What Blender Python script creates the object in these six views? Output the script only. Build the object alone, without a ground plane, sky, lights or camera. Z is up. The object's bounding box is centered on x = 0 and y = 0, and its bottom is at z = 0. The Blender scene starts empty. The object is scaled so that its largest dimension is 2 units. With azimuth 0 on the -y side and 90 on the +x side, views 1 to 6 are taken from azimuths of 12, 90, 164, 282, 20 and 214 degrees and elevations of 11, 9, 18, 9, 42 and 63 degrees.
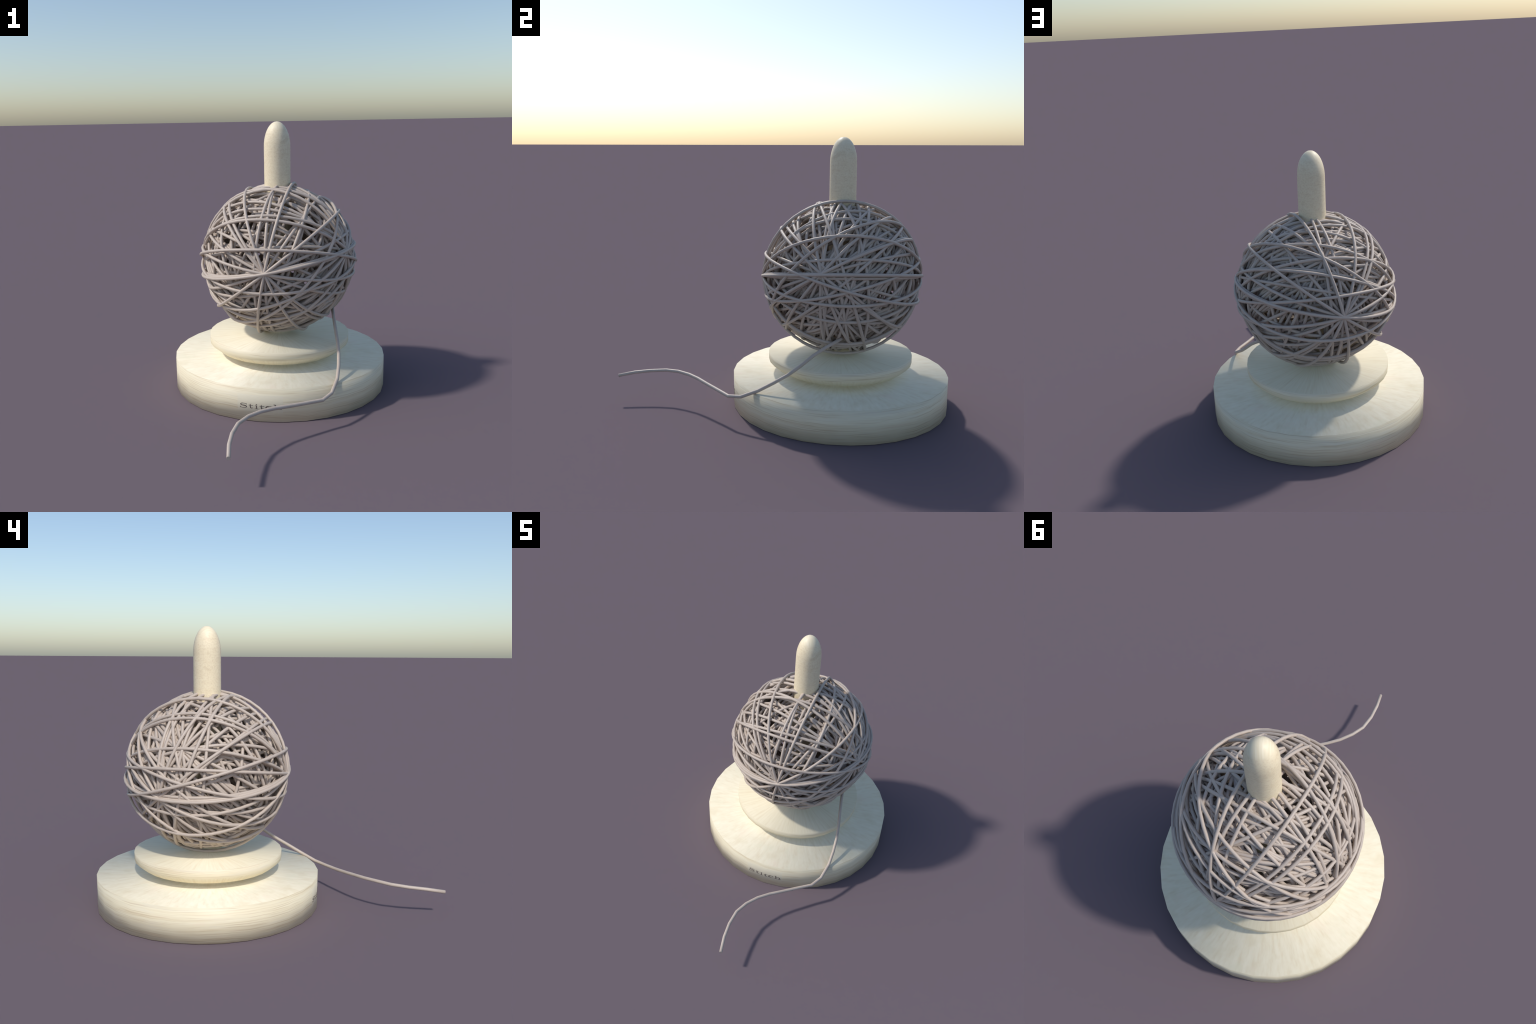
"""A turned wooden yarn stand (round base, turntable disc, spindle) with a
ball of yarn threaded on the spindle, wound as many great-circle loops, and
one loose strand trailing forward over the edge of the base."""
import bpy, bmesh, math, random
from mathutils import Vector, Matrix

random.seed(7)
AXIS = Vector((0.0, 0.3545, 0.0))          # vertical axis of the stand
SIDES = 32                                # facets of every turned part
scene = bpy.context.scene


# ----------------------------------------------------------------- helpers
def new_object(name, mesh, parent, loc=(0, 0, 0)):
    o = bpy.data.objects.new(name, mesh)
    scene.collection.objects.link(o)
    o.parent = parent
    o.location = loc
    return o


def new_empty(name, loc, label, category):
    o = bpy.data.objects.new(name, None)
    scene.collection.objects.link(o)
    o.location = loc
    o["label"], o["category"] = label, category
    return o


def turned_mesh(name, profile, slots, mats, sides=SIDES):
    """Lathe (r, z) points bottom to top; slots[i] = material of band i."""
    me = bpy.data.meshes.new(name)
    bm = bmesh.new()
    rings = []
    for r, z in profile:
        if r == 0:
            rings.append([bm.verts.new((0, 0, z))])
        else:
            rings.append([bm.verts.new((r * math.cos(2 * math.pi * k / sides),
                                        r * math.sin(2 * math.pi * k / sides), z)) for k in range(sides)])
    for i in range(len(rings) - 1):
        a, b = rings[i], rings[i + 1]
        for k in range(sides):
            j = (k + 1) % sides
            if len(a) == 1:
                f = bm.faces.new((a[0], b[j], b[k]))
            elif len(b) == 1:
                f = bm.faces.new((a[k], a[j], b[0]))
            else:
                f = bm.faces.new((a[k], a[j], b[j], b[k]))
            f.material_index = slots[i]
            f.smooth = True
    bm.normal_update()
    bm.to_mesh(me)
    bm.free()
    for m in mats:
        me.materials.append(m)
    return me


def tube_mesh(name, pts, radius, mat, closed=False, sides=10):
    """Round cord along pts with a parallel-transported frame."""
    me = bpy.data.meshes.new(name)
    bm = bmesh.new()
    n = len(pts)
    pts = [Vector(p) for p in pts]
    tang = []
    for i in range(n):
        a = pts[i - 1] if (i > 0 or closed) else pts[0]
        b = pts[(i + 1) % n] if (i < n - 1 or closed) else pts[-1]
        tang.append((b - a).normalized())
    up = tang[0].orthogonal().normalized()
    if closed:                                        # planar loop: frame from its normal
        up = (pts[0] - pts[n // 2]).cross(pts[n // 4] - pts[3 * n // 4]).normalized()
    rings = []
    for i in range(n):
        t = tang[i]
        up = (up - t * up.dot(t)).normalized()
        side = t.cross(up)
        rings.append([bm.verts.new(pts[i] + radius * (math.cos(2 * math.pi * k / sides) * up
                                                      + math.sin(2 * math.pi * k / sides) * side)) for k in range(sides)])
    for i in range(n if closed else n - 1):
        a, b = rings[i], rings[(i + 1) % n]
        for k in range(sides):
            j = (k + 1) % sides
            bm.faces.new((a[k], a[j], b[j], b[k])).smooth = True
    if not closed:
        bm.faces.new(rings[0][::-1])
        bm.faces.new(rings[-1])
    bmesh.ops.recalc_face_normals(bm, faces=bm.faces[:])
    bm.to_mesh(me)
    bm.free()
    me.materials.append(mat)
    return me


# --------------------------------------------------------------- materials
class Nodes:
    def __init__(self, name):
        self.mat = bpy.data.materials.new(name)
        self.mat.use_nodes = True
        self.t = self.mat.node_tree
        self.bsdf = self.t.nodes["Principled BSDF"]

    def add(self, kind, **props):
        n = self.t.nodes.new(kind)
        for k, v in props.items():
            setattr(n, k, v)
        return n

    def put(self, socket, v):
        if hasattr(v, "is_linked") or hasattr(v, "links"):
            self.t.links.new(v, socket)
        else:
            socket.default_value = v

    def math(self, op, a, b=0.0, c=0.0, clamp=False):
        n = self.add("ShaderNodeMath", operation=op, use_clamp=clamp)
        for s, v in zip(n.inputs, (a, b, c)):
            self.put(s, v)
        return n.outputs[0]

    def xyz(self, x, y, z):
        n = self.add("ShaderNodeCombineXYZ")
        for s, v in zip(n.inputs, (x, y, z)):
            self.put(s, v)
        return n.outputs[0]

    def polar(self):
        """angle (radians), radius, height around the object's own axis"""
        s = self.add("ShaderNodeSeparateXYZ")
        self.t.links.new(self.add("ShaderNodeTexCoord").outputs["Object"], s.inputs[0])
        x, y, z = s.outputs
        return (self.math("ARCTAN2", y, x),
                self.math("SQRT", self.math("ADD", self.math("MULTIPLY", x, x), self.math("MULTIPLY", y, y))), z, x, y)

    def noise(self, vec, scale=1.0, detail=3.0, rough=0.55):
        n = self.add("ShaderNodeTexNoise")
        self.put(n.inputs["Vector"], vec)
        n.inputs["Scale"].default_value = scale
        n.inputs["Detail"].default_value = detail
        n.inputs["Roughness"].default_value = rough
        return n.outputs["Fac"]

    def ramp(self, fac, stops):
        n = self.add("ShaderNodeValToRGB")
        e = n.color_ramp.elements
        while len(e) < len(stops):
            e.new(0.5)
        for el, (p, col) in zip(e, stops):
            el.position, el.color = p, (*col, 1)
        self.put(n.inputs[0], fac)
        return n.outputs[0]

    def mix(self, fac, a, b, mode="MIX"):
        n = self.add("ShaderNodeMix", data_type="RGBA", blend_type=mode)
        self.put(n.inputs[0], fac)
        for s, v in ((n.inputs[6], a), (n.inputs[7], b)):
            self.put(s, v if hasattr(v, "links") else (*v, 1))
        return n.outputs[2]

    def band(self, v, lo, hi, soft):
        up = self.math("DIVIDE", self.math("SUBTRACT", v, lo), soft, clamp=True)
        dn = self.math("DIVIDE", self.math("SUBTRACT", hi, v), soft, clamp=True)
        return self.math("MULTIPLY", up, dn)

    def finish(self, colour, rough=0.5, spec=0.5):
        self.put(self.bsdf.inputs["Base Color"], colour)
        self.bsdf.inputs["Roughness"].default_value = rough
        self.bsdf.inputs["Specular IOR Level"].default_value = spec
        return self.mat


def tone(colour, k):
    return tuple(min(1.0, c * q) for c, q in zip(colour, k))


def shades(colour):
    """pale, middle, beige and tan variants of one wood colour"""
    return (tone(colour, (1.05, 1.065, 1.10)), colour, tone(colour, (0.92, 0.88, 0.83)), tone(colour, (0.80, 0.74, 0.68)))


RIM_WOOD, TOP_WOOD, DISC_WOOD, PEG_WOOD = (0.81, 0.725, 0.525), (0.86, 0.77, 0.575), (0.83, 0.735, 0.53), (0.885, 0.775, 0.555)


def wood_rim(name, colour, label_patch):
    """Grain running round the rim in thin, wavy lines."""
    N = Nodes(name)
    pale, mid, beige, tan = shades(colour)
    th, r, z, x, y = N.polar()
    sway = N.math("MULTIPLY", N.noise(N.xyz(x, y, z), 2.2, 2), 0.03)
    zz = N.math("ADD", z, sway)
    ring = lambda k, s: N.xyz(N.math("MULTIPLY", x, s), N.math("MULTIPLY", y, s), N.math("MULTIPLY", zz, k))
    fine = N.noise(ring(190, 3.2), 1.0, 3, 0.6)
    wide = N.noise(ring(62, 1.8), 1.0, 4, 0.6)
    hue = N.noise(ring(45, 4.5), 1.0, 2)
    col = N.ramp(wide, [(0.30, beige), (0.48, mid), (0.70, pale)])
    col = N.mix(N.math("MULTIPLY", N.band(fine, 0.53, 0.98, 0.14), 0.9), col, tan)
    col = N.mix(N.math("MULTIPLY", N.band(wide, 0.10, 0.38, 0.07), 0.85), col, tan)
    col = N.mix(N.math("MULTIPLY", N.band(hue, 0.54, 0.98, 0.2), 0.5), col, tone(mid, (0.93, 0.95, 1.05)))
    col = N.mix(N.math("MULTIPLY", N.band(hue, 0.02, 0.42, 0.2), 0.5), col, tone(mid, (1.0, 0.93, 0.95)))
    if label_patch:                                   # paler panel behind the lettering
        deg = N.math("MULTIPLY", th, 180 / math.pi)
        m = N.math("MULTIPLY", N.band(deg, -101.25, -78.75, 0.05), N.band(z, 0.052, 0.150, 0.001))
        fibre = N.noise(N.xyz(N.math("MULTIPLY", th, 26), 0, N.math("MULTIPLY", z, 380)), 1.0, 3)
        step = N.band(z, 0.052, 0.066, 0.004)
        panel = N.ramp(fibre, [(0.3, tone(mid, (0.93, 0.95, 1.0))), (0.7, tone(mid, (1.0, 1.02, 1.08)))])
        panel = N.mix(N.math("MULTIPLY", step, 0.5), panel, pale)
        col = N.mix(N.math("MULTIPLY", m, 0.8), col, panel)
    return N.finish(col)


def wood_top(name, colour, streak, length, blotch):
    """End grain fanning out from the centre in short streaks, with soft clouds."""
    N = Nodes(name)
    pale, mid, beige, tan = shades(colour)
    th, r, z, x, y = N.polar()
    cx, cy = N.math("DIVIDE", x, r), N.math("DIVIDE", y, r)
    fan = lambda k, q, w: N.xyz(N.math("MULTIPLY", cx, k), N.math("MULTIPLY", cy, k), N.math("ADD", N.math("MULTIPLY", r, q), w))
    fine = N.noise(fan(streak, length, 0.0), 1.0, 4, 0.62)
    cloud = N.noise(N.xyz(x, y, 0.7), 7.5, 3, 0.55)
    tint = N.noise(fan(6.0, 9.0, 5.0), 1.0, 3)
    col = N.ramp(fine, [(0.26, beige), (0.47, mid), (0.70, pale)])
    col = N.mix(N.math("MULTIPLY", N.band(cloud, 0.54, 0.99, 0.22), blotch), col, tone(beige, (0.97, 0.98, 0.96)))
    col = N.mix(N.math("MULTIPLY", N.band(tint, 0.56, 0.99, 0.15), blotch * 0.7), col, tone(mid, (0.93, 0.97, 0.96)))
    col = N.mix(N.math("MULTIPLY", N.band(tint, 0.01, 0.40, 0.15), blotch * 0.6), col, tone(mid, (1.02, 0.95, 0.97)))
    return N.finish(col)


def wood_peg(name, colour):
    """Fine speckled cross grain, wavy bands, and a swirl over the rounded tip."""
    N = Nodes(name)
    pale, mid, beige, tan = shades(colour)
    th, r, z, x, y = N.polar()
    warp = N.math("MULTIPLY", N.noise(N.xyz(x, y, z), 9.0, 2), 0.05)
    zz = N.math("ADD", z, warp)
    at = lambda s, k: N.xyz(N.math("MULTIPLY", x, s), N.math("MULTIPLY", y, s), N.math("MULTIPLY", zz, k))
    speck = N.noise(at(95, 150), 1.0, 3, 0.65)
    band = N.noise(at(11, 60), 1.0, 3, 0.6)
    dark = N.noise(at(13, 30), 1.0, 2)
    swirl = N.noise(N.xyz(N.math("MULTIPLY", N.math("ADD", x, N.math("MULTIPLY", y, 0.6)), 190), N.math("MULTIPLY", y, 14), N.math("MULTIPLY", z, 6)), 1.0, 3)
    cap = N.math("DIVIDE", N.math("SUBTRACT", z, 1.545), 0.02, clamp=True)
    body = N.mix(0.5, N.ramp(speck, [(0.33, tan), (0.55, mid)]), N.ramp(band, [(0.30, beige), (0.62, mid)]))
    body = N.mix(N.math("MULTIPLY", N.band(dark, 0.60, 0.99, 0.12), 0.45), body, tan)
    tip = N.ramp(swirl, [(0.32, tone(mid, (0.96, 0.95, 0.92))), (0.66, pale)])
    return N.finish(N.mix(cap, body, tip))


def yarn(name):
    N = Nodes(name)
    co = N.add("ShaderNodeTexCoord").outputs["Object"]
    n = N.noise(co, 18.0, 3)
    return N.finish(N.ramp(n, [(0.3, (0.50, 0.42, 0.355)), (0.7, (0.55, 0.465, 0.395))]))


def ink(name):
    N = Nodes(name)
    return N.finish((0.125, 0.095, 0.082, 1), 0.6, 0.3)


RIM, RIM_PLAIN = wood_rim("pale_wood_rim", RIM_WOOD, True), wood_rim("pale_wood_edge", DISC_WOOD, False)
TOP, DISC = wood_top("pale_wood_top", TOP_WOOD, 24, 11.0, 0.75), wood_top("pale_wood_fan", DISC_WOOD, 30, 5.0, 0.3)
PEG, YARN, INK = wood_peg("pale_wood_peg", PEG_WOOD), yarn("taupe_yarn"), ink("dark_print")

# ------------------------------------------------------------------- stand
stand = new_empty("yarn_stand", AXIS, "pale turned wooden stand with round base and spindle", "yarn holder")
BASE_R, BASE_H = 0.6455, 0.1895
# one turned piece: base, short neck, turntable; shaded smooth all over as the
# facets of the original are, then split into its parts along the neck
NECK_R = 0.30
PROFILE = [(0, 0), (BASE_R, 0), (BASE_R, BASE_H), (NECK_R, BASE_H), (NECK_R, 0.218), (0.383, 0.229), (0.43, 0.268), (0.43, 0.3165), (0.0785, 0.3165), (0.0785, 0.34)]
base = new_object("base", turned_mesh("base", PROFILE[:5], [1, 0, 1, 1], [RIM, TOP]), stand)
table = turned_mesh("turntable", PROFILE[4:], [1, 1, 0, 1, 1], [RIM_PLAIN, DISC])
new_object("turntable", table, stand)
PEG_R, PEG_Z0, PEG_CAP, PEG_TIP = 0.0785, 0.318, 1.452, 1.598
dome = [(PEG_R * math.cos(t), PEG_CAP + (PEG_TIP - PEG_CAP) * math.sin(t)) for t in [math.radians(a) for a in (8, 16, 24, 32, 40, 48, 56, 64, 72, 79)]]
peg_profile = [(0, PEG_Z0), (PEG_R * 0.99, PEG_Z0), (PEG_R, 0.9), (PEG_R, PEG_CAP)] + dome + [(0, PEG_TIP)]
new_object("spindle", turned_mesh("spindle", peg_profile, [0] * 20, [PEG]), stand, (0.0, 0.001, 0.0))


# --------------------------------------------------------------- lettering
def on_rim(deg, z, proud):
    """Point on the flat facets of the base rim."""
    step = 360 / SIDES
    mid = (math.floor(deg / step) + 0.5) * step
    ap = BASE_R * math.cos(math.pi / SIDES) + proud
    rr = ap / math.cos(math.radians(deg - mid))
    return Vector((rr * math.cos(math.radians(deg)), rr * math.sin(math.radians(deg)), z))


def stroke(bm, path, widths, box, sub=5):
    """Flat ribbon with depth along path (letter units), mapped into box."""
    d0, d1, z0, z1 = box
    pts, ws = [], []
    for i in range(len(path) - 1):
        for s in range(sub):
            t = s / sub
            pts.append((path[i][0] * (1 - t) + path[i + 1][0] * t, path[i][1] * (1 - t) + path[i + 1][1] * t))
            ws.append(widths[i] * (1 - t) + widths[i + 1] * t)
    pts.append(path[-1])
    ws.append(widths[-1])
    asp = (z1 - z0) / (math.radians(d1 - d0) * BASE_R)      # keep widths true in both directions
    rows = []
    for i, (u, v) in enumerate(pts):
        a, b = pts[max(i - 1, 0)], pts[min(i + 1, len(pts) - 1)]
        tu, tv = (b[0] - a[0]) / asp, b[1] - a[1]
        l = math.hypot(tu, tv) or 1
        nu, nv = -tv / l, tu / l
        row = []
        for s in (1, -1):
            uu, vv = u + s * nu * ws[i] / 2 * asp, v + s * nv * ws[i] / 2
            for pr in (0.0012, -0.001):
                row.append(bm.verts.new(on_rim(d0 + (d1 - d0) * uu, z0 + (z1 - z0) * vv, pr)))
        rows.append(row)
    for a, b in zip(rows, rows[1:]):
        for i, j in ((0, 1), (1, 3), (3, 2), (2, 0)):
            bm.faces.new((a[i], a[j], b[j], b[i]))
    bm.faces.new(rows[0])
    bm.faces.new(rows[-1][::-1])


def arc(cx, cy, rx, ry, a0, a1, n=8):
    return [(cx + rx * math.cos(math.radians(a0 + (a1 - a0) * i / n)), cy + ry * math.sin(math.radians(a0 + (a1 - a0) * i / n))) for i in range(n + 1)]


def swell(n, thin, thick):
    return [thin + (thick - thin) * math.sin(math.pi * i / n) for i in range(n + 1)]


GLYPHS = {   # strokes in a unit box: x across the glyph, y from the baseline to the cap height
    "S": lambda: [(arc(0.50, 0.75, 0.40, 0.23, 20, 175) + arc(0.50, 0.72, 0.40, 0.2, 205, 255, 3) + arc(0.50, 0.26, 0.44, 0.26, 80, -5, 5) + arc(0.48, 0.26, 0.44, 0.25, -30, -165),
                   [.05] * 5 + [.09] * 4 + [.15] * 4 + [.19] * 3 + [.15] * 3 + [.08] * 4 + [.06] * 5),
                  ([(0.90, 0.97), (0.90, 0.72)], [.05, .05]), ([(0.05, 0.30), (0.05, 0.02)], [.05, .05])],
    "t": lambda: [([(0.34, 0.92), (0.36, 0.3), (0.42, 0.10), (0.62, 0.05), (0.92, 0.16)], [.06, .2, .19, .09, .04]),
                  ([(0.02, 0.66), (0.92, 0.66)], [.06, .06])],
    "i": lambda: [([(0.5, 0.64), (0.5, 0.03)], [.2, .2]), ([(0.08, 0.64), (0.5, 0.66)], [.05, .07]),
                  ([(0.05, 0.025), (0.95, 0.025)], [.055, .055]), ([(0.36, 0.90), (0.66, 0.90)], [.15, .15])],
    "c": lambda: [(arc(0.52, 0.34, 0.42, 0.32, 50, 310, 14), [.05] * 2 + [.08, .12, .17, .2, .22, .22, .2, .17, .12, .08, .06] + [.05] * 2),
                  ([(0.72, 0.52), (0.90, 0.52)], [.13, .13])],
    "h": lambda: [([(0.22, 1.02), (0.22, 0.03)], [.2, .2]), ([(0.03, 1.0), (0.22, 1.02)], [.05, .07]),
                  ([(0.02, 0.025), (0.44, 0.025)], [.055, .055]), ([(0.56, 0.025), (0.99, 0.025)], [.055, .055]),
                  ([(0.26, 0.52), (0.42, 0.63), (0.60, 0.65), (0.74, 0.56), (0.77, 0.42), (0.77, 0.03)], [.04, .06, .1, .17, .2, .2])],
}
bm = bmesh.new()
LINE = [("S", 259.9, 263.5), ("t", 264.3, 266.8), ("i", 267.4, 269.2), ("t", 269.8, 272.3), ("c", 272.6, 276.2), ("h", 276.5, 280.7)]
for ch, d0, d1 in LINE:
    for path, widths in GLYPHS[ch]():
        stroke(bm, path, widths, (d0, d1, 0.0720, 0.0985))
bmesh.ops.recalc_face_normals(bm, faces=bm.faces[:])
me = bpy.data.meshes.new("lettering")
bm.to_mesh(me)
bm.free()
me.materials.append(INK)
new_object("lettering", me, base)

# --------------------------------------------------------------- yarn ball
CENTRE = Vector((-0.0005, 0.3555, 0.779))
ball = new_empty("yarn_ball", (CENTRE.x, CENTRE.y, 0.30), "loosely wound ball of taupe yarn with trailing strand", "ball of yarn")
CORD = 0.0090


def frame(pole):
    p = Vector(pole).normalized()
    h = Vector((0, 0, 1)) if abs(p.z) < 0.9 else Vector((1, 0, 0))
    e1 = h.cross(p).normalized()
    return p, e1, p.cross(e1)


loop_shapes = {}


def loop(pole, spin, radius, turn, shift):
    """One turn of yarn: the great circle through pole, spun by spin degrees."""
    p, e1, e2 = frame(pole)
    a = math.radians(spin)
    d = e1 * math.cos(a) + e2 * math.sin(a)
    n = p.cross(d)
    key = round(radius, 4)
    if key not in loop_shapes:
        pts = [(key * math.cos(2 * math.pi * k / 48), key * math.sin(2 * math.pi * k / 48), 0) for k in range(48)]
        loop_shapes[key] = tube_mesh("yarn_loop", pts, CORD, YARN, closed=True)
    o = new_object("yarn_loop", loop_shapes[key], ball)
    m = (turn @ Matrix((p, d, n)).transposed()).to_4x4()
    m.translation = CENTRE - ball.location + Vector(shift)
    o.matrix_local = m
    return o


# One winding = turns crossing at the front/back pole and turns crossing at the
# side poles, each laid under the one before: (spin in degrees, radius).
FRONT = [(11.3, .473), (38.3, .469), (78.2, .466), (112.7, .462), (170.3, .466), (56.4, .4435), (133.5, .4555), (128.5, .450),
         (22.0, .456), (156.3, .449), (9.0, .4535), (90, .446)]
SIDE = [(163.7, .473), (14.5, .466), (107.7, .4555), (137.5, .4515), (71.4, .4455), (34, .4445)]


def winding(turn, shrink, shift=(0, 0, 0)):
    shrink *= 0.997
    for s, r in FRONT:
        loop((0, -1, 0), s, r * shrink, turn, shift)
    for s, r in SIDE:
        loop((1, 0, 0), s, r * shrink, turn, shift)


def rotation(axis, degrees):
    return Matrix.Rotation(math.radians(degrees), 3, Vector(axis).normalized())


# The same winding is laid again and again, turned to a new direction each
# time; the deeper windings are a little tighter.
winding(Matrix.Identity(3), 1.0)
winding(rotation((-0.7468, -0.5707, -0.3413), 165.0), 0.982, (0, -0.002, 0.003))
winding(rotation((-0.42, 0.6576, 0.6254), 133.8), 0.94)
winding(rotation((0.08, 0.93, 0.36), 176.0), 0.91)
for axis, degrees, shrink in (((0.6, -0.3, 0.74), 74, 0.90), ((-0.5, 0.8, 0.3), 118, 0.885), ((0.9, 0.35, -0.2), 52, 0.87), ((0.1, -0.5, 0.86), 139, 0.85)):
    winding(rotation(axis, degrees), shrink)

STRAND = [(0.0001, -1.0, 0.1545), (-0.0207, -0.9022, 0.1687), (-0.0294, -0.8058, 0.176), (-0.0223, -0.7085, 0.1821), (0.0102, -0.6301, 0.1853),
          (0.0591, -0.5568, 0.1823), (0.1172, -0.4966, 0.1772), (0.179, -0.4419, 0.1692), (0.2529, -0.3763, 0.1617), (0.3413, -0.3034, 0.1552),
          (0.3825, -0.2308, 0.1675), (0.4035, -0.1339, 0.2105), (0.4044, -0.0504, 0.2553), (0.3979, 0.0307, 0.3001), (0.3849, 0.1012, 0.3484),
          (0.3674, 0.1692, 0.4), (0.3496, 0.2477, 0.4476), (0.3334, 0.331, 0.4918)]
new_object("loose_strand", tube_mesh("loose_strand", [Vector(p) - ball.location - Vector((0, 0, 0.003)) for p in STRAND], 0.0100, YARN), ball)
